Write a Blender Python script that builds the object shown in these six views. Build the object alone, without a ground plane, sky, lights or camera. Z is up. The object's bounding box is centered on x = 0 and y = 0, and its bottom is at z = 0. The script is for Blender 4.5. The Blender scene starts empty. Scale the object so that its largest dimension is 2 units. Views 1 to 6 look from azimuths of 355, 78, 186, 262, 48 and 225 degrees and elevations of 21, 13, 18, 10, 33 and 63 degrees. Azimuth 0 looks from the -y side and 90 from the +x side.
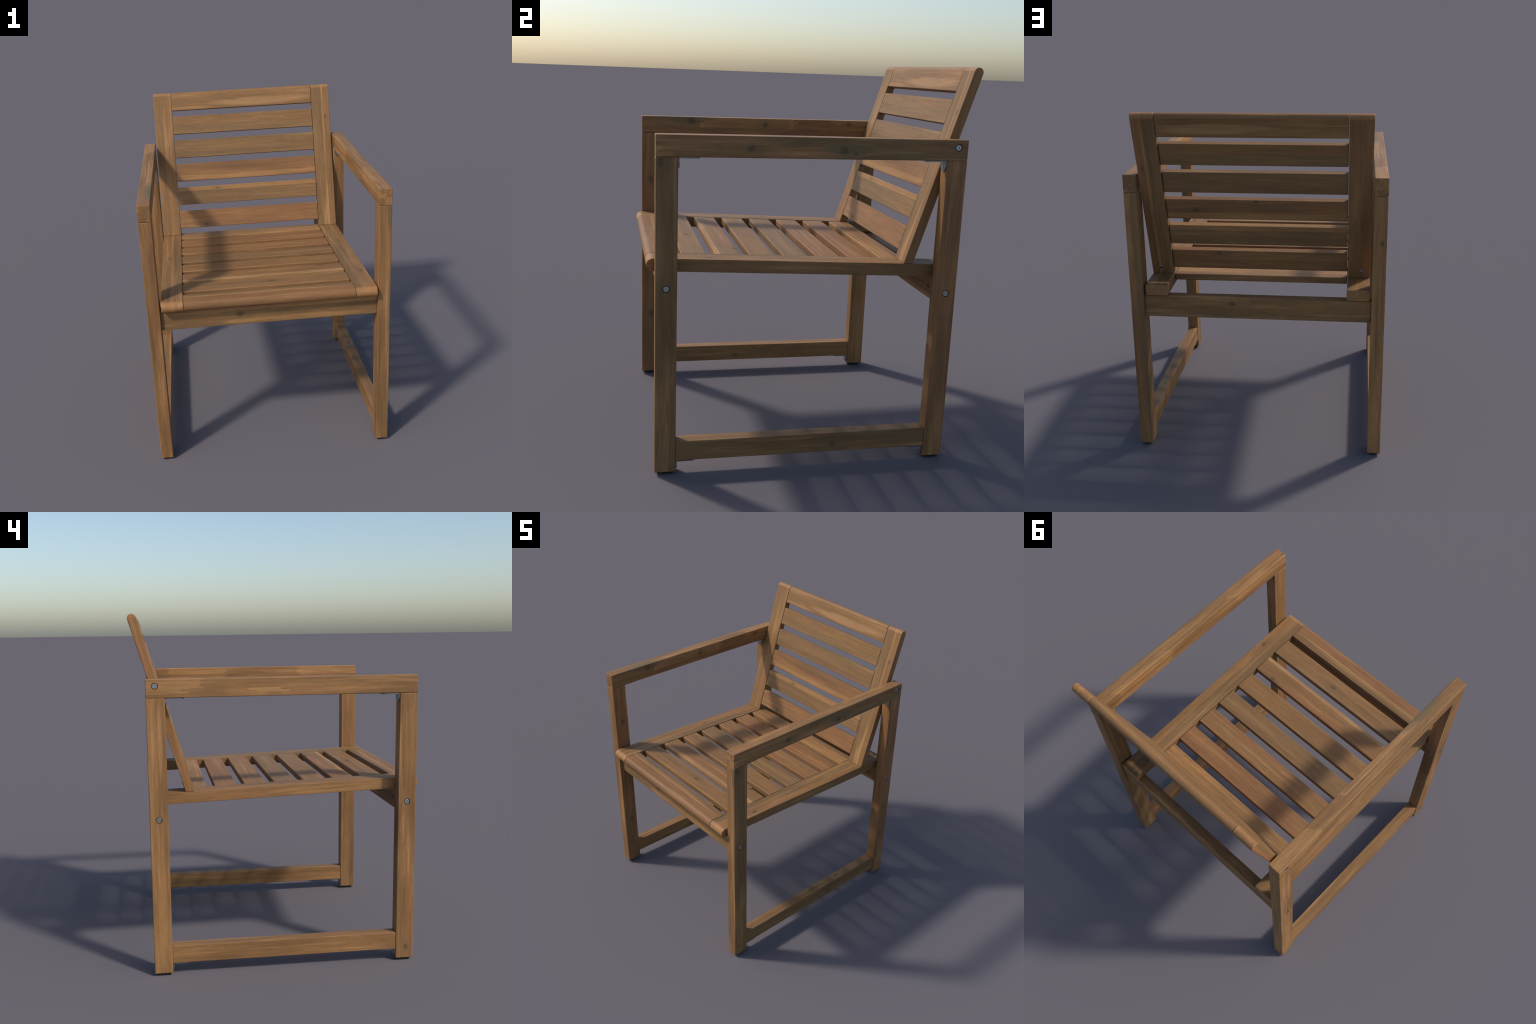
"""Slatted wooden garden armchair: two square side frames, a tilted slatted seat
between them and a slatted backrest leaning on the rear legs.
Front is -y, metres, z up.  Every wooden member is modelled in its own frame with
x along the grain, y across its width and z through its thickness."""
import bpy, bmesh, math
from mathutils import Vector, Matrix

# ------------------------------------------------------------------ dimensions
LEG_IN, LEG_OUT = 0.6398, 0.7144         # side frames, |x|
FRONT_LEG = (-0.7695, -0.6675)            # y range
REAR_LEG = (0.6215, 0.7235)
LEG_Z = (0.013, 1.5570)
ARM_Z = (1.5572, 1.6575)
STRETCHER_X = (0.6435, 0.7105)
STRETCHER_Z = (0.0692, 0.1704)
RAIL_IN, RAIL_OUT = 0.503, 0.6295       # seat rails and backrest posts, |x|
SEAT_SLOPE = -0.0330                    # seat falls towards the back
SEAT_Z0 = 1.0470                        # seat surface height at y = 0
RAIL_THICK = 0.0635
LEAN = math.atan(0.3035)                 # backrest lean
BACK_FOOT = Vector((0, 0.4715, 1.0315))  # front lower edge of the backrest
BACK_THICK = 0.0475
SLAT_W = 0.1255
SLAT_HALF = 0.5008                      # half length of all slats

def seat_z(y):
    return SEAT_Z0 + SEAT_SLOPE * y

# ------------------------------------------------------------------ wood material
TONES = {                               # linear base colours of single staves
    'tan':   (0.262, 0.133, 0.050),
    'honey': (0.362, 0.186, 0.069),
    'rust':  (0.266, 0.125, 0.050),
    'olive': (0.222, 0.125, 0.051),
    'pale':  (0.430, 0.232, 0.098),
    'moss':  (0.170, 0.118, 0.056),
    'brown': (0.210, 0.104, 0.039),
    'end':   (0.410, 0.192, 0.070),
}

class Net:
    """Small helper for building node chains."""
    def __init__(self, mat):
        self.t = mat.node_tree
    def node(self, kind, **kw):
        n = self.t.nodes.new(kind)
        for k, v in kw.items():
            setattr(n, k, v)
        return n
    def put(self, sock, v):
        if isinstance(v, bpy.types.NodeSocket):
            self.t.links.new(v, sock)
        elif v is not None:
            sock.default_value = v
    def math(self, op, a, b=None, c=None, clamp=False):
        n = self.node('ShaderNodeMath', operation=op, use_clamp=clamp)
        for i, v in enumerate((a, b, c)):
            self.put(n.inputs[i], v)
        return n.outputs[0]
    def vmath(self, op, a, b=None):
        n = self.node('ShaderNodeVectorMath', operation=op)
        self.put(n.inputs[0], a)
        if b is not None:
            self.put(n.inputs[1], b)
        return n.outputs['Value'] if op in ('LENGTH', 'DOT_PRODUCT') else n.outputs[0]
    def mapping(self, vec, scale=(1, 1, 1), loc=(0, 0, 0)):
        n = self.node('ShaderNodeMapping')
        self.put(n.inputs['Vector'], vec)
        n.inputs['Location'].default_value = loc
        n.inputs['Scale'].default_value = scale
        return n.outputs[0]
    def noise(self, vec, scale=1.0, detail=2.0, rough=0.5, dist=0.0):
        n = self.node('ShaderNodeTexNoise')
        self.put(n.inputs['Vector'], vec)
        n.inputs['Scale'].default_value = scale
        n.inputs['Detail'].default_value = detail
        n.inputs['Roughness'].default_value = rough
        n.inputs['Distortion'].default_value = dist
        return n.outputs[0]
    def range(self, v, a, b, c=0.0, d=1.0, smooth=False):
        n = self.node('ShaderNodeMapRange', clamp=True)
        n.interpolation_type = 'SMOOTHSTEP' if smooth else 'LINEAR'
        for i, w in enumerate((v, a, b, c, d)):
            self.put(n.inputs[i], w)
        return n.outputs[0]
    def mix(self, fac, a, b, blend='MIX'):
        n = self.node('ShaderNodeMix', data_type='RGBA', blend_type=blend)
        self.put(n.inputs[0], fac)
        for s, v in ((n.inputs[6], a), (n.inputs[7], b)):
            if isinstance(v, tuple):
                v = (*v, 1.0)
            self.put(s, v)
        return n.outputs[2]

def make_wood(name, seed, tone='tan', staves=(), knots=(), ends=(), lively=1.0, patches=()):
    """staves: (box, tone) with box = ((x0,x1),(y0,y1),(z0,z1)) in the member's frame,
    None for an open side; knots: (x,y,z,radius) there; ends: (x0,x1) end-grain spans;
    patches: (centre, half sizes, tone, strength), soft clouds of another tone."""
    mat = bpy.data.materials.new(name)
    mat.use_nodes = True
    N = Net(mat)
    bsdf = mat.node_tree.nodes['Principled BSDF']
    obj = N.node('ShaderNodeTexCoord').outputs['Object']
    sep = N.node('ShaderNodeSeparateXYZ')
    N.put(sep.inputs[0], obj)
    x, y, z = sep.outputs
    off = (seed * 3.71 % 41, seed * 1.93 % 29, seed * 5.17 % 37)
    # grain runs round the knots
    vec = obj
    knot_dark = None
    knot_halo = None
    for (kx, ky, kz, kr) in knots:
        d = N.vmath('SUBTRACT', obj, (kx, ky, kz))
        near = N.vmath('LENGTH', N.vmath('MULTIPLY', d, (0.30, 1.0, 1.0)))
        core = N.vmath('LENGTH', N.vmath('MULTIPLY', d, (0.62, 1.0, 0.75)))
        wob = N.noise(N.mapping(obj, (60, 90, 90), off), 1.0, 2.0)
        core = N.math('MULTIPLY_ADD', wob, kr * 0.7, N.math('SUBTRACT', core, kr * 0.35))
        push = N.range(near, 0.0, kr * 3.2, 1.0, 0.0, True)
        shift = N.node('ShaderNodeVectorMath', operation='SCALE')
        N.put(shift.inputs[0], d)
        N.put(shift.inputs['Scale'], N.math('MULTIPLY', push, -0.55))
        vec = N.vmath('ADD', vec, shift.outputs[0])
        dark = N.range(core, kr * 0.25, kr * 0.95, 1.0, 0.0, True)
        heart = N.range(core, 0.0, kr * 0.30, 0.45, 1.0, True)
        dark = N.math('MULTIPLY', dark, heart)
        halo = N.range(near, kr * 0.3, kr * 1.9, 1.0, 0.0, True)
        knot_dark = dark if knot_dark is None else N.math('MAXIMUM', knot_dark, dark)
        knot_halo = halo if knot_halo is None else N.math('MAXIMUM', knot_halo, halo)
    # stave tones
    col = TONES[tone]
    # finger joints end in steps: every tooth of a stave stops at its own place
    cell = N.vmath('FLOOR', N.vmath('ADD', N.vmath('MULTIPLY', obj, (0.0, 55.0, 80.0)), (0.5 + seed, 0.37, 0.61)))
    tooth = N.node('ShaderNodeTexWhiteNoise', noise_dimensions='3D')
    N.put(tooth.inputs['Vector'], cell)
    xj = N.math('MULTIPLY_ADD', tooth.outputs['Value'], 0.065, N.math('SUBTRACT', x, 0.032))
    for box, tn in staves:
        m = None
        for c, lim in zip((xj, y, z), box):
            if lim is None:
                continue
            for v, op in zip(lim, ('GREATER_THAN', 'LESS_THAN')):
                if v is None:
                    continue
                k = N.math(op, c, v)
                m = k if m is None else N.math('MULTIPLY', m, k)
        col = N.mix(m if m is not None else 1.0, col, TONES[tn] if isinstance(tn, str) else tn)
    # broad drifting hue: reddish and greenish bands along the grain
    band = N.noise(N.mapping(vec, (0.9, 17, 17), off), 1.0, 3.0, 0.55, 0.3)
    band2 = N.noise(N.mapping(vec, (1.5, 30, 30), (off[1], off[2], off[0])), 1.0, 3.5, 0.6, 0.25)
    col = N.mix(N.math('MULTIPLY', N.range(band, 0.52, 0.72), 0.38 * lively), col, (0.300, 0.132, 0.050))
    col = N.mix(N.math('MULTIPLY', N.range(band, 0.49, 0.30), 0.45 * lively), col, (0.205, 0.120, 0.050))
    col = N.mix(N.math('MULTIPLY', N.range(band2, 0.54, 0.73), 0.75 * lively), col, (0.440, 0.235, 0.092))
    col = N.mix(N.math('MULTIPLY', N.range(band2, 0.46, 0.28), 0.66 * lively), col, (0.165, 0.088, 0.036))
    blotch = N.noise(N.mapping(vec, (2.2, 11, 11), (off[0], off[2], off[1])), 1.0, 2.0, 0.5)
    bl = N.range(blotch, 0.30, 0.70, 1 - 0.15 * lively, 1 + 0.15 * lively)
    # growth-ring lines
    ring = N.noise(N.mapping(vec, (0.55, 9, 9), (off[2], off[0], off[1])), 1.0, 2.0, 0.5, 0.4)
    line = N.math('PINGPONG', N.math('MULTIPLY', ring, 11.0), 1.0)
    col = N.mix(N.math('MULTIPLY', N.range(line, 0.50, 1.0), 0.26 * lively), col, (0.140, 0.070, 0.027))
    # fine pores and flecks
    fibre = N.noise(N.mapping(vec, (3.2, 85, 85), (off[2], off[1], off[0])), 1.0, 3.0, 0.6)
    col = N.mix(N.math('MULTIPLY', N.range(fibre, 0.56, 0.74), 0.34), col, (0.400, 0.215, 0.086))
    col = N.mix(N.math('MULTIPLY', N.range(fibre, 0.44, 0.28), 0.42), col, (0.160, 0.086, 0.035))
    pore = N.noise(N.mapping(vec, (9, 210, 210), off), 1.0, 2.0, 0.6)
    fleck = N.noise(N.mapping(vec, (26, 120, 120), (off[1], off[0], off[2])), 1.0, 3.0, 0.6)
    val = N.math('ADD', N.range(pore, 0.25, 0.75, 0.86, 1.11), N.range(fleck, 0.3, 0.7, -0.07, 0.07))
    gray = N.node('ShaderNodeCombineXYZ')
    for i in range(3):
        N.put(gray.inputs[i], N.math('MULTIPLY', val, bl))
    col = N.mix(1.0, col, gray.outputs[0], 'MULTIPLY')
    for c, size, tn, amount in patches:
        d = N.vmath('LENGTH', N.vmath('DIVIDE', N.vmath('SUBTRACT', vec, tuple(c)), size))
        d = N.math('ADD', d, N.math('MULTIPLY', N.math('SUBTRACT', band2, 0.5), 1.9))
        m = N.range(d, 0.45, 1.05, amount, 0.0, True)
        col = N.mix(m, col, N.mix(1.0, TONES[tn], gray.outputs[0], 'MULTIPLY'))
    # sawn end grain is warmer and lighter
    for a, b in ends:
        m = N.math('MULTIPLY', N.math('GREATER_THAN', x, a), N.math('LESS_THAN', x, b))
        col = N.mix(N.math('MULTIPLY', m, 0.42), col, TONES['end'])
    if knot_dark is not None:
        col = N.mix(N.math('MULTIPLY', knot_halo, 0.38), col, (0.165, 0.105, 0.044))
        col = N.mix(N.math('MULTIPLY', knot_dark, 0.72), col, (0.070, 0.052, 0.028))
    N.put(bsdf.inputs['Base Color'], col)
    N.put(bsdf.inputs['Roughness'], N.range(fleck, 0.2, 0.8, 0.52, 0.66))
    bsdf.inputs['Specular IOR Level'].default_value = 0.30
    bump = N.node('ShaderNodeBump')
    bump.inputs['Strength'].default_value = 0.12
    bump.inputs['Distance'].default_value = 0.0012
    N.put(bump.inputs['Height'], pore)
    N.put(bsdf.inputs['Normal'], bump.outputs[0])
    return mat

def make_metal(name, color, rough, metallic=1.0):
    mat = bpy.data.materials.new(name)
    mat.use_nodes = True
    N = Net(mat)
    bsdf = mat.node_tree.nodes['Principled BSDF']
    obj = N.node('ShaderNodeTexCoord').outputs['Object']
    n = N.noise(obj, 160.0, 3.0, 0.6)
    N.put(bsdf.inputs['Base Color'], N.mix(N.range(n, 0.3, 0.7), tuple(c * 0.85 for c in color), color))
    N.put(bsdf.inputs['Roughness'], N.range(n, 0.3, 0.7, rough, rough + 0.12))
    bsdf.inputs['Metallic'].default_value = metallic
    return mat

# ------------------------------------------------------------------ geometry helpers
ROOT = bpy.data.objects.new('wooden_armchair', None)
bpy.context.scene.collection.objects.link(ROOT)
ROOT['label'] = 'brown slatted wooden garden armchair with square side frames'
ROOT['category'] = 'garden chair'

def add_object(name, mesh, matrix, parent=None, mat=None):
    ob = bpy.data.objects.new(name, mesh)
    bpy.context.scene.collection.objects.link(ob)
    p = parent or ROOT
    ob.parent = p
    ob.matrix_parent_inverse = WORLD.get(p.name, Matrix()).inverted()
    ob.matrix_basis = matrix
    WORLD[ob.name] = matrix.copy()
    if mat:
        if not mesh.materials:
            mesh.materials.append(None)
        ob.material_slots[0].link = 'OBJECT'
        ob.material_slots[0].material = mat
    return ob
WORLD = {}

def frame(origin, along, width):
    """Matrix of a member: x = along, y = width, z = x cross y."""
    a = Vector(along).normalized()
    w = Vector(width)
    w = (w - a * w.dot(a)).normalized()
    t = a.cross(w)
    m = Matrix((a, w, t)).transposed().to_4x4()
    m.translation = Vector(origin)
    return m

def finish(bm, name, smooth_angle=38):
    bmesh.ops.recalc_face_normals(bm, faces=bm.faces)
    me = bpy.data.meshes.new(name)
    bm.to_mesh(me)
    bm.free()
    for p in me.polygons:
        p.use_smooth = True
    me.set_sharp_from_angle(angle=math.radians(smooth_angle))
    return me

def plank_bmesh(outline, half_w, bevel=0.004, segs=3):
    """Outline in (x, z), extruded over y in [-half_w, half_w]; hard edges rounded."""
    bm = bmesh.new()
    a = [bm.verts.new((px, -half_w, pz)) for px, pz in outline]
    b = [bm.verts.new((px, half_w, pz)) for px, pz in outline]
    n = len(outline)
    bm.faces.new(a)
    bm.faces.new(list(reversed(b)))
    for i in range(n):
        j = (i + 1) % n
        bm.faces.new((a[i], b[i], b[j], a[j]))
    bmesh.ops.recalc_face_normals(bm, faces=bm.faces)
    sharp = [e for e in bm.edges if len(e.link_faces) == 2 and e.calc_face_angle(0) > math.radians(28)]
    if bevel:
        bmesh.ops.bevel(bm, geom=sharp, offset=bevel, segments=segs, profile=0.5,
                        affect='EDGES', clamp_overlap=True)
    return bm

def rect(length, thick):
    l, t = length / 2, thick / 2
    return [(-l, -t), (l, -t), (l, t), (-l, t)]

def weighted(ob):
    m = ob.modifiers.new('weighted_normals', 'WEIGHTED_NORMAL')
    m.keep_sharp = True
    m.weight = 80
    return ob

def drill(mesh, matrix, holes):
    """Cut round holes: holes = (world point, world axis into the wood, radius, depth)."""
    inv = matrix.inverted()
    tmp = bpy.data.objects.new('drill_target', mesh)
    bpy.context.scene.collection.objects.link(tmp)
    cutters = []
    for pt, ax, r, depth in holes:
        bm = bmesh.new()
        bmesh.ops.create_cone(bm, cap_ends=True, segments=32, radius1=r, radius2=r, depth=depth * 2)
        q = Vector(ax).to_track_quat('Z', 'Y').to_matrix().to_4x4()
        bm.transform(inv @ Matrix.Translation(Vector(pt)) @ q)
        cm = bpy.data.meshes.new('drill_bit')
        bm.to_mesh(cm)
        bm.free()
        co = bpy.data.objects.new('drill_bit', cm)
        bpy.context.scene.collection.objects.link(co)
        md = tmp.modifiers.new('hole', 'BOOLEAN')
        md.operation = 'DIFFERENCE'
        md.solver = 'EXACT'
        md.object = co
        cutters.append(co)
    dg = bpy.context.evaluated_depsgraph_get()
    out = bpy.data.meshes.new_from_object(tmp.evaluated_get(dg))
    out.name = mesh.name
    bpy.data.objects.remove(tmp)
    for c in cutters:
        cm = c.data
        bpy.data.objects.remove(c)
        bpy.data.meshes.remove(cm)
    for p in out.polygons:
        p.use_smooth = True
    out.set_sharp_from_angle(angle=math.radians(38))
    return out

SEED = [0]
def wooden(name, bm, matrix, tone='tan', staves=(), knots=(), ends=(), holes=(), lively=1.0, seed=None, patches=()):
    """Finish a wooden member: drill it, give it its own wood, add it to the chair.
    Knots are given in world coordinates."""
    SEED[0] += 1
    me = finish(bm, name)
    if holes:
        me = drill(me, matrix, holes)
    inv = matrix.inverted()
    kn = [(*(inv @ Vector(k[:3])), k[3]) for k in knots]
    pt = [(inv @ Vector(c), size, tn, amount) for c, size, tn, amount in patches]
    mat = make_wood(name + '_wood', seed if seed is not None else SEED[0] * 1.618, tone, staves, kn, ends, lively, pt)
    return weighted(add_object(name, me, matrix, mat=mat))

STEEL = make_metal('zinc_steel', (0.44, 0.47, 0.50), 0.34)
DARK_STEEL = make_metal('bracket_steel', (0.30, 0.32, 0.35), 0.38)
BLACK = make_metal('black_plastic', (0.012, 0.012, 0.014), 0.5, 0.0)

# ------------------------------------------------------------------ hardware meshes
def bolt_mesh(r, thick, socket):
    """Round bolt head with chamfered rim and a hexagon socket; axis +z, base at z=0."""
    bm = bmesh.new()
    n = 36
    rings = [(r, 0.0), (r, thick - r * 0.12), (r * 0.88, thick)]
    loops = [[bm.verts.new((rr * math.cos(2 * math.pi * i / n), rr * math.sin(2 * math.pi * i / n), h))
              for i in range(n)] for rr, h in rings]
    hexr = lambda a: socket / math.cos((a + math.pi / 6) % (math.pi / 3) - math.pi / 6)
    for h in (thick, thick - socket * 0.9):
        loops.append([bm.verts.new((hexr(2 * math.pi * i / n) * math.cos(2 * math.pi * i / n),
                                    hexr(2 * math.pi * i / n) * math.sin(2 * math.pi * i / n), h)) for i in range(n)])
    for la, lb in zip(loops, loops[1:]):
        for i in range(n):
            j = (i + 1) % n
            bm.faces.new((la[i], la[j], lb[j], lb[i]))
    bm.faces.new(list(reversed(loops[0])))
    bm.faces.new(loops[-1])
    return finish(bm, 'bolt', 30)

def screw_mesh(r):
    """Domed screw head, axis +z."""
    bm = bmesh.new()
    n = 20
    prof = [(1.0, 0.0), (0.95, 0.22), (0.75, 0.40), (0.42, 0.50), (0.22, 0.42)]
    loops = [[bm.verts.new((r * k * math.cos(2 * math.pi * i / n), r * k * math.sin(2 * math.pi * i / n), r * h))
              for i in range(n)] for k, h in prof]
    for la, lb in zip(loops, loops[1:]):
        for i in range(n):
            j = (i + 1) % n
            bm.faces.new((la[i], la[j], lb[j], lb[i]))
    bm.faces.new(list(reversed(loops[0])))
    bm.faces.new(loops[-1])
    return finish(bm, 'screw', 50)

def bracket_mesh(arm_h=0.101, arm_v=0.052, half_w=0.0285, t=0.0055):
    """Bent steel strip with rounded tongues: one arm along +x under a beam, the other
    down -z on a post; the bend sits at the origin."""
    path = []
    bend = 0.007
    steps = 10
    for i in range(steps + 1):
        path.append((arm_h - (arm_h - bend) * i / steps if i < steps else bend, 0.0, (0, -1)))
    for i in range(1, 6):
        a = math.pi / 2 * i / 6
        path.append((bend - bend * math.sin(a), -bend + bend * math.cos(a), (math.sin(a), -math.cos(a))))
    for i in range(steps + 1):
        path.append((0.0, -bend - (arm_v - bend) * i / steps, (1, 0)))
    def tip(d):                         # width near a rounded tongue end
        return 1.0 if d >= half_w else math.sqrt(max(0.0, 1 - (1 - d / half_w) ** 2)) * 0.94 + 0.06
    dense = []
    for (x, z, n) in path:
        dh = arm_h - x if z > -1e-6 else 9
        dv = arm_v + z if x < 1e-6 else 9
        dense.append((x, z, n, half_w * min(tip(dh), tip(dv))))
    bm = bmesh.new()
    rows = []
    for x, z, n, w in dense:
        rows.append([bm.verts.new(c) for c in ((x, -w, z), (x, w, z), (x + n[0] * t, w, z + n[1] * t), (x + n[0] * t, -w, z + n[1] * t))])
    for a, b in zip(rows, rows[1:]):
        for i in range(4):
            j = (i + 1) % 4
            bm.faces.new((a[i], a[j], b[j], b[i]))
    bm.faces.new(list(reversed(rows[0])))
    bm.faces.new(rows[-1])
    return finish(bm, 'bracket', 40)

BOLT = bolt_mesh(0.0150, 0.0075, 0.0052)
NUT = bolt_mesh(0.0095, 0.004, 0.0035)
SCREW = screw_mesh(0.0065)
POST_SCREW = screw_mesh(0.0115)
BRACKET = bracket_mesh()

def foot_mesh():
    bm = plank_bmesh(rect(0.080, LEG_Z[0] + 0.003), 0.022, 0.003, 2)
    return finish(bm, 'foot_glide')
FOOT = foot_mesh()

def axis_matrix(point, axis):
    m = Vector(axis).to_track_quat('Z', 'Y').to_matrix().to_4x4()
    m.translation = Vector(point)
    return m

# ------------------------------------------------------------------ side frames
BOLT_Z = {'front': 0.944, 'rear': 0.8945}
def half(axis, sign, tn):
    """Stave box covering half of a member across axis 1 (width) or 2 (thickness)."""
    lim = (0.0, None) if sign > 0 else (None, 0.0)
    return ((None, lim, None) if axis == 1 else (None, None, lim), tn)

LEG_LOOK = {   # (side, which): base tone, extra staves, knots in world coordinates
    (1, 'front'): ('tan', [half(2, -1, 'olive')], [(0.712, -0.746, 1.537, 0.020), (0.712, -0.70, 0.60, 0.004)]),
    (-1, 'front'): ('rust', [half(2, 1, 'tan'), ((( -0.1, 0.16), (0.006, None), None), 'brown')],
                    [(-0.712, -0.727, 0.081, 0.017), (-0.641, -0.710, 0.407, 0.022), (-0.641, -0.715, 1.274, 0.020)]),
    (1, 'rear'): ('tan', [half(1, 1, 'olive'), half(2, -1, 'rust')], [(0.660, 0.622, 0.60, 0.016)]),
    (-1, 'rear'): ('honey', [half(1, -1, 'tan')], [(-0.690, 0.722, 1.30, 0.012)]),
}
for side in (1, -1):
    xm = side * (LEG_IN + LEG_OUT) / 2
    for which, (y0, y1) in (('front', FRONT_LEG), ('rear', REAR_LEG)):
        ym = (y0 + y1) / 2
        zc = (LEG_Z[0] + LEG_Z[1]) / 2
        mt = frame((xm, ym, zc), (0, 0, 1), (0, 1, 0))   # local z = -x world
        bm = plank_bmesh(rect(LEG_Z[1] - LEG_Z[0], LEG_OUT - LEG_IN), (y1 - y0) / 2, 0.0045)
        bz = BOLT_Z[which]
        surf = Vector((side * LEG_OUT, ym, bz))
        tone, staves, knots = LEG_LOOK[(side, which)]
        leg = wooden('leg', bm, mt, tone, staves, knots,
                     holes=[(surf, (-side, 0, 0), 0.0182, 0.010)], lively=1.1,
                     patches=[((xm, 0.660, 0.55), (0.55, 0.020, 0.2), 'honey', 0.75), ((xm, 0.655, 1.30), (0.25, 0.014, 0.2), 'pale', 0.5)] if (side, which) == (-1, 'rear') else ())
        add_object('bolt', BOLT, axis_matrix(surf - Vector((side * 0.0090, 0, 0)), (side, 0, 0)), leg, STEEL)
        fy = ym + (0.001 if which == 'front' else -0.001)
        add_object('foot_glide', FOOT, frame((xm, fy, (LEG_Z[0] + 0.003) / 2), (0, 1, 0), (1, 0, 0)), leg, BLACK)

# armrests: four glued staves each, with finger-jointed pieces.
# local x = +y world, local y = +x world, local z = -z world
ARM_LOOK = {
    1: ('tan', [
        (((-1, -0.58), (0.003, None), (None, 0.004)), 'rust'),
        (((-0.30, 0.47), (0.012, None), (None, 0.0)), 'olive'),
        (((-0.75, -0.31), (None, 0.0), (None, 0.008)), 'honey'),
        (((-0.31, 0.80), (None, 0.0), (None, 0.006)), 'tan'),
        (((-1, -0.30), (None, -0.012), (0.004, None)), 'rust'),
        (((0.12, 1), (None, None), (0.012, None)), 'olive'),
        (((-1, -0.70), (0.003, None), (0.004, None)), 'honey'),
        (((-0.36, -0.29), (-0.022, 0.0), (None, 0.0)), 'pale'),
        (((-0.60, 0.30), (-0.010, -0.002), (None, 0.0)), 'honey'),
        (((-0.70, -0.335), (None, -0.004), (None, 0.004)), 'honey'),
        (((0.20, 0.60), (None, -0.004), (None, None)), 'honey'),
        (((0.42, 1), (0.010, None), (None, 0.01)), 'tan'),
    ], [(0.712, -0.339, 1.601, 0.017), (0.712, 0.104, 1.596, 0.020), (0.712, 0.16, 1.585, 0.010)]),
    -1: ('tan', [
        (((0.46, 1), None, (None, 0.0)), 'honey'),
        (((0.53, 1), None, (0.0, 0.03)), 'honey'),
        (((-0.012, 0.165), (None, -0.004), (0.004, 0.026)), 'pale'),
        (((-0.38, 0.21), (0.004, None), (None, 0.012)), 'pale'),
        (((-0.36, 0.19), (0.015, None), (None, 0.012)), 'honey'),
        (((-1, -0.39), (0.0, None), (None, 0.0)), 'olive'),
        (((-1, -0.56), (0.0, None), (None, 0.0)), 'tan'),
        (((-0.39, 1), (0.0, None), (0.012, None)), 'rust'),
        (((-1, -0.02), (None, 0.0), (None, 0.0)), 'tan'),
        (((-1, -0.70), (None, 0.003), (0.0, None)), 'rust'),
    ], [(-0.641, -0.470, 1.635, 0.024), (-0.641, -0.006, 1.620, 0.019), (-0.641, 0.536, 1.632, 0.014)]),
}
for side in (1, -1):
    xm = side * (LEG_IN + LEG_OUT) / 2
    ym = (FRONT_LEG[0] + REAR_LEG[1]) / 2
    zm = (ARM_Z[0] + ARM_Z[1]) / 2
    mt = frame((xm, ym, zm), (0, 1, 0), (1, 0, 0))
    bm = plank_bmesh(rect(REAR_LEG[1] - FRONT_LEG[0], ARM_Z[1] - ARM_Z[0]), (LEG_OUT - LEG_IN) / 2, 0.0045)
    tone, staves, knots = ARM_LOOK[side]
    surf = Vector((side * LEG_OUT, 0.674, 1.621))
    soft = ([((0.712, 0.13, 1.598), (0.13, 0.05, 0.026), 'moss', 0.8), ((0.712, 0.45, 1.58), (0.20, 0.05, 0.02), 'moss', 0.5)] if side > 0 else
            [((-0.655, -0.49, 1.648), (0.20, 0.026, 0.030), 'moss', 0.75), ((-0.712, 0.16, 1.585), (0.20, 0.03, 0.024), 'honey', 0.6)])
    arm = wooden('armrest', bm, mt, tone, staves, knots, patches=soft,
                 holes=[(surf, (-side, 0, 0), 0.0182, 0.010)])
    add_object('bolt', BOLT, axis_matrix(surf - Vector((side * 0.0090, 0, 0)), (side, 0, 0)), arm, STEEL)
    # floor stretcher
    sx = side * sum(STRETCHER_X) / 2
    y0, y1 = FRONT_LEG[1] - 0.0005, REAR_LEG[0] + 0.0005
    mt = frame((sx, (y0 + y1) / 2, sum(STRETCHER_Z) / 2), (0, 1, 0), (1, 0, 0))
    bm = plank_bmesh(rect(y1 - y0, STRETCHER_Z[1] - STRETCHER_Z[0]), (STRETCHER_X[1] - STRETCHER_X[0]) / 2, 0.004)
    kn = [(0.672, 0.247, 0.1705, 0.018), (0.703, 0.128, 0.114, 0.018), (0.66, 0.0, 0.1705, 0.008)] if side > 0 else [(-0.646, -0.159, 0.101, 0.014)]
    wooden('stretcher', bm, mt, 'olive' if side > 0 else 'tan',
           [half(1, -side, 'tan')], kn)
    # corner brackets under armrest and stretcher
    bx = side * 0.679
    for base_z in (ARM_Z[0], STRETCHER_Z[0]):
        for ly, d in ((FRONT_LEG[1], 1), (REAR_LEG[0], -1)):
            mt = frame((bx, ly + d * 0.0007, base_z - 0.0007), (0, d, 0), (-d, 0, 0))
            br = add_object('bracket', BRACKET, mt, None, DARK_STEEL)
            add_object('screw', SCREW, axis_matrix((bx, ly + d * 0.006, base_z - 0.032), (0, d, 0)), br, STEEL)
            add_object('screw', SCREW, axis_matrix((bx, ly + d * 0.070, base_z - 0.006), (0, 0, -1)), br, STEEL)

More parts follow.
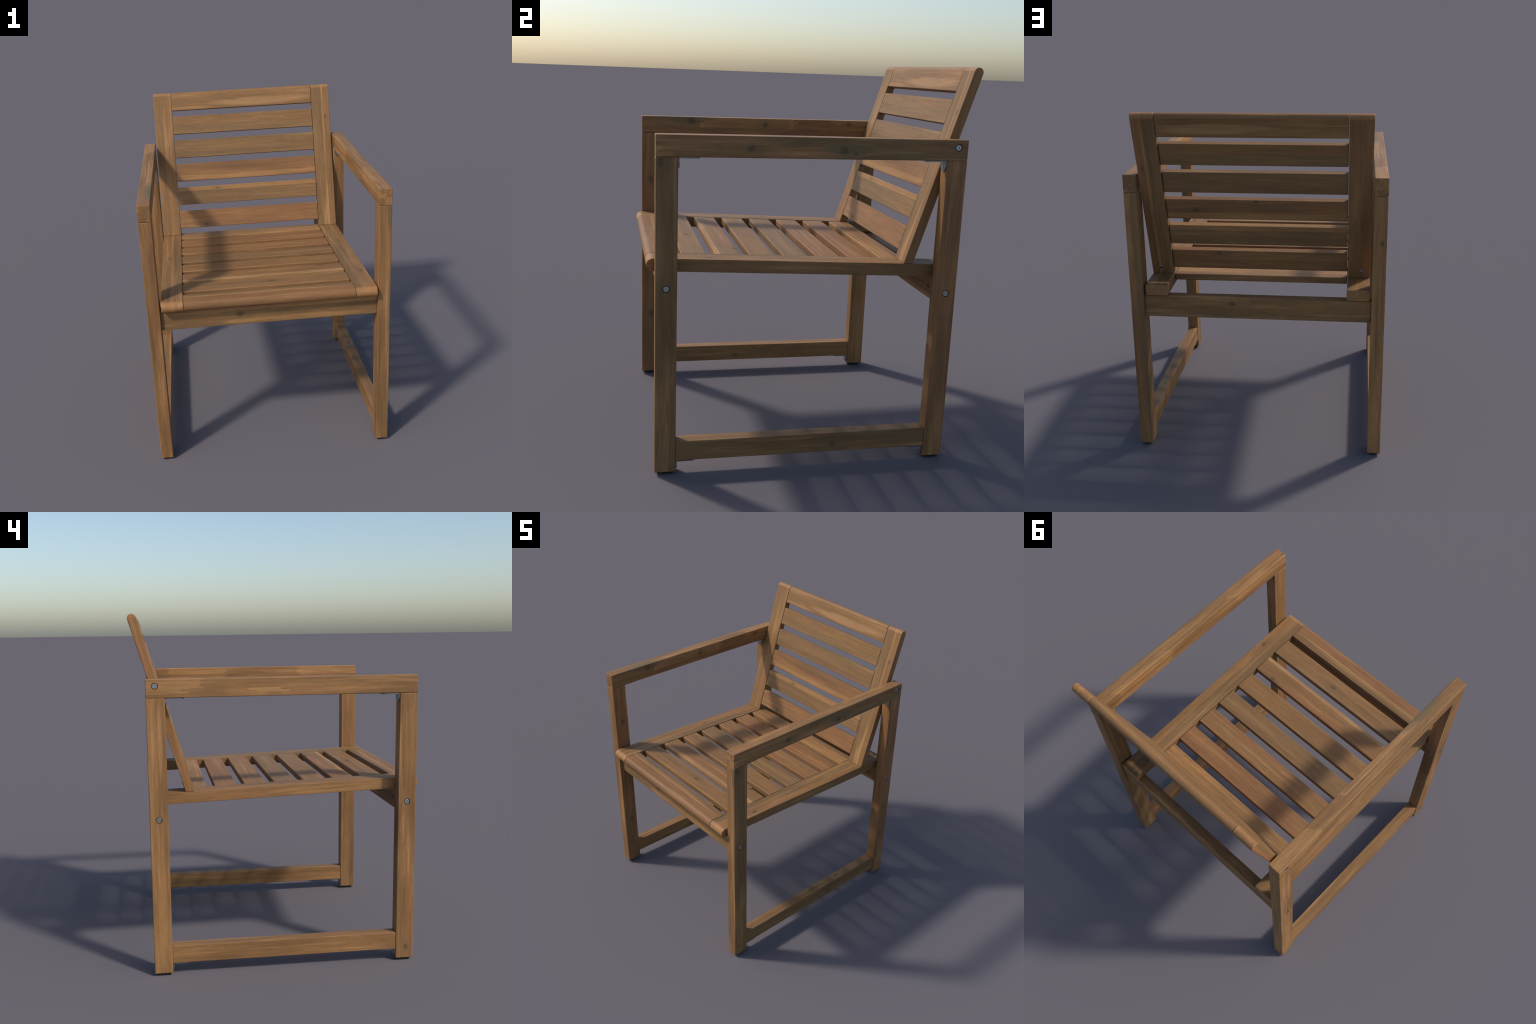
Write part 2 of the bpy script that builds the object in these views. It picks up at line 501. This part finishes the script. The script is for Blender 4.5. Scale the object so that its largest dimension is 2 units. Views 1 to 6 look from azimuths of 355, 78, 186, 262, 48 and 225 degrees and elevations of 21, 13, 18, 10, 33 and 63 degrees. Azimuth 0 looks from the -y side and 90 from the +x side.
# ------------------------------------------------------------------ cross bars between the frames
BAR_HALF = 0.0305
BARS = (
    # centre y, z range, tone, staves, knots, nut face normal
    (-0.7165, (0.8808, 1.0055), 'olive', [((None, None, (0.028, None)), 'honey')],
     [(-0.178, -0.746, 0.949, 0.020)], 1),
    (0.6740, (0.832, 0.9575), 'tan', [((None, None, (None, -0.028)), 'olive')],
     [(0.137, 0.7005, 0.921, 0.016)], -1),
)
for yc, (z0, z1), tone, staves, knots, nd in BARS:
    mt = frame((0, yc, (z0 + z1) / 2), (1, 0, 0), (0, 1, 0))
    bm = plank_bmesh(rect(2 * LEG_IN + 0.001, z1 - z0), BAR_HALF, 0.004)
    zc = BOLT_Z['front'] if yc < 0 else BOLT_Z['rear']
    pts = [Vector((s * 0.557, yc + nd * BAR_HALF, zc)) for s in (1, -1)]
    soft = [((0.25, yc, 0.905), (0.40, 0.2, 0.020), 'honey', 0.8), ((-0.15, yc, 0.905), (0.12, 0.2, 0.020), 'honey', 0.8)] if yc < 0 else ()
    bar = wooden('crossbar', bm, mt, tone, staves, knots, patches=soft,
                 holes=[(p, (0, -nd, 0), 0.011, 0.012) for p in pts])
    for p in pts:
        add_object('barrel_nut', NUT, axis_matrix(p - Vector((0, nd * 0.011, 0)), (0, nd, 0)), bar, DARK_STEEL)

# ------------------------------------------------------------------ seat
def bullnose(length, thick, steps=14):
    """Outline with a square end at -x and a full round at +x; x=0 at the square end."""
    r = thick / 2
    pts = [(0, -r), (length - r, -r)]
    for i in range(1, steps):
        a = -math.pi / 2 + math.pi * i / steps
        pts.append((length - r + r * math.cos(a), r * math.sin(a)))
    pts += [(length - r, r), (0, r)]
    return pts

SEAT_DIR = Vector((0, -1, -SEAT_SLOPE)).normalized()     # towards the front
SEAT_UP = Vector((0, -SEAT_SLOPE, 1)).normalized()
NOSE_Y = -0.8060
def seat_frame(y, depth, x=0.0):
    """Frame on the seat plane with its origin depth below the surface at y."""
    o = Vector((x, y, seat_z(y))) - SEAT_UP * depth
    return o

RAIL_REAR = 0.711
rail_len = (RAIL_REAR - NOSE_Y) / -SEAT_DIR.y
for side in (1, -1):
    mt = frame(seat_frame(RAIL_REAR, RAIL_THICK / 2, side * (RAIL_IN + RAIL_OUT) / 2), SEAT_DIR, (1, 0, 0))
    bm = plank_bmesh(bullnose(rail_len, RAIL_THICK), (RAIL_OUT - RAIL_IN) / 2, 0.003)
    # local y = world x
    if side > 0:
        st, kn, tone = [((None, (None, 0.006), None), 'olive')], [(0.595, -0.505, 1.062, 0.018)], 'tan'
    else:
        st, kn, tone = [((None, (0.012, None), None), 'olive'), ((None, (-0.004, 0.012), None), 'honey')], [(-0.582, -0.024, 1.048, 0.015)], 'tan'
    wooden('seat_rail', bm, mt, tone, st, kn, ends=[(rail_len - 0.032, 9), (-1, 0.002)])

SEAT_LOOK = [   # front to back: tone, knots
    ('rust', [((None, (0.010, None), None), 'honey')], [(0.30, -0.72, 1.0, 0.008)]),
    ('tan', [((None, (0.030, None), None), 'olive')], [(0.037, -0.562, 1.0645, 0.020)]),
    ('tan', [((None, (None, -0.040), None), 'pale'), ((None, (0.02, None), None), 'rust')], [(0.367, -0.350, 1.058, 0.017)]),
    ('tan', [], []),
    ('olive', [], []),
    ('tan', [((None, (None, -0.015), None), 'rust')], []),
    ('rust', [], [(-0.004, 0.206, 1.041, 0.016), (0.02, 0.215, 1.041, 0.006)]),
    ('tan', [((None, (None, 0.01), None), 'honey')], []),
]
SEAT_SLAT_T = 0.039
nose_rear = -0.678
for i, (tone, st, kn) in enumerate(SEAT_LOOK):
    if i == 0:
        ln = (nose_rear - NOSE_Y) / -SEAT_DIR.y
        outline = [(px, pz) for px, pz in bullnose(ln, RAIL_THICK)]
        # profile runs front-back, the board itself runs left-right
        bm = plank_bmesh(outline, SLAT_HALF, 0.003)
        o = seat_frame(nose_rear, RAIL_THICK / 2)
        # turn the board so that its frame has x along the grain
        bm.transform(Matrix(((0, 1, 0, 0), (-1, 0, 0, 0), (0, 0, 1, 0), (0, 0, 0, 1))))
        mt = frame(o, (1, 0, 0), -SEAT_DIR)
        st = [((None, (-0.055, None), None), 'honey'), ((None, (-0.040, None), None), 'olive')]
    else:
        yc = -0.5705 + 0.1714 * (i - 1)
        bm = plank_bmesh(rect(2 * SLAT_HALF, SEAT_SLAT_T), SLAT_W / 2, 0.0055)
        mt = frame(seat_frame(yc, SEAT_SLAT_T / 2 + 0.0006 + 0.0011 * (yc + 0.6)), (1, 0, 0), -SEAT_DIR)
    wooden('seat_slat', bm, mt, tone, st, kn, lively=(0.85, 0.6, 1.0, 0.55, 0.6, 0.7, 0.6, 1.0)[i])

# ------------------------------------------------------------------ backrest
UP = Vector((0, math.sin(LEAN), math.cos(LEAN)))
BACK_N = Vector((0, math.cos(LEAN), -math.sin(LEAN)))    # towards the rear
r = BACK_THICK / 2
# length along the lean so that the round top just reaches z = 2.0
s_top = (2.0 - r - BACK_FOOT.z + r * math.sin(LEAN)) / math.cos(LEAN) + r
def on_back(s, t, x=0.0):
    return BACK_FOOT + UP * s + BACK_N * t + Vector((x, 0, 0))

def foot_cut(t):
    """Distance along the post at which it meets the seat rail, t behind the front face."""
    p = on_back(0, t)
    return (seat_z(p.y) + 0.0006 - p.z) / (UP.z - SEAT_SLOPE * UP.y)

for side in (1, -1):
    # local x = up the post, local y = world x * -1, local z = towards the rear/front
    mt = frame(on_back(0, r, side * (RAIL_IN + RAIL_OUT) / 2), UP, (1, 0, 0))
    zr = 1 if (mt.to_3x3() @ Vector((0, 0, 1))).dot(BACK_N) > 0 else -1
    out = bullnose(s_top, BACK_THICK)
    out[0] = (foot_cut(r - zr * r), -r)
    out[-1] = (foot_cut(r + zr * r), r)
    bm = plank_bmesh(out, (RAIL_OUT - RAIL_IN) / 2, 0.003)
    if side > 0:
        st, kn, tone = [((None, (0.005, None), None), 'honey'), ((None, (0.02, None), None), 'tan')], [(0.599, 0.696, 1.783, 0.012), (0.600, 0.717, 1.693, 0.012)], 'olive'
    else:
        st, kn, tone = [((None, (None, -0.01), (0.0 if zr > 0 else None, None if zr > 0 else 0.0)), 'rust')], [], 'tan'
    post = wooden('backrest_post', bm, mt, tone, st, kn, ends=[(s_top - 0.024, 9)])
    p = Vector((side * 0.580, 0.532, 1.073))
    d = (p - BACK_FOOT).dot(BACK_N) - BACK_THICK
    p = p - BACK_N * (d + 0.0015)
    add_object('screw', POST_SCREW, axis_matrix(p, BACK_N), post, DARK_STEEL)

BACK_LOOK = [   # bottom to top
    ('rust', [((None, (None, None), (None, 0.006)), 'tan'), (((0.1, 1), None, None), 'rust')], [(-0.311, 0.491, 1.097, 0.016), (0.228, 0.561, 1.169, 0.017)]),
    ('olive', [((None, (0.034, None), None), 'honey')], [(-0.216, 0.565, 1.343, 0.010)]),
    ('rust', [((None, (-0.05, -0.020), None), 'honey')], [(0.330, 0.642, 1.443, 0.019), (0.0, 0.659, 1.500, 0.015)]),
    ('olive', [], []),
    ('olive', [((None, (0.0, None), None), 'tan')], []),
    ('tan', [], [(-0.06, 0.742, 1.945, 0.009)]),
]
SLAT_T_BACK = 0.037
for i, (tone, st, kn) in enumerate(BACK_LOOK):
    s0 = 0.0475 + 0.1686 * i
    if i == 5:
        ln = s_top - s0
        bm = plank_bmesh(bullnose(ln, BACK_THICK - 0.001), SLAT_HALF, 0.003)
        bm.transform(Matrix(((0, 1, 0, 0), (1, 0, 0, 0), (0, 0, -1, 0), (0, 0, 0, 1))))
        mt = frame(on_back(s0, r), (1, 0, 0), UP)
    else:
        bm = plank_bmesh(rect(2 * SLAT_HALF, SLAT_T_BACK), SLAT_W / 2, 0.0040)
        mt = frame(on_back(s0 + SLAT_W / 2, SLAT_T_BACK / 2 + 0.0005), (1, 0, 0), UP)
    soft = [((0.16, 0.742, 1.925), (0.36, 0.034, 0.2), 'pale', 0.75), ((-0.40, 0.730, 1.895), (0.20, 0.016, 0.2), 'honey', 0.7)] if i == 5 else (
        [((-0.02, 0.592, 1.415), (0.45, 0.022, 0.2), 'honey', 0.7)] if i == 2 else ())
    wooden('backrest_slat', bm, mt, tone, st, kn, patches=soft, lively=(0.65, 0.6, 0.8, 0.6, 0.6, 0.95)[i])

bpy.context.view_layer.update()
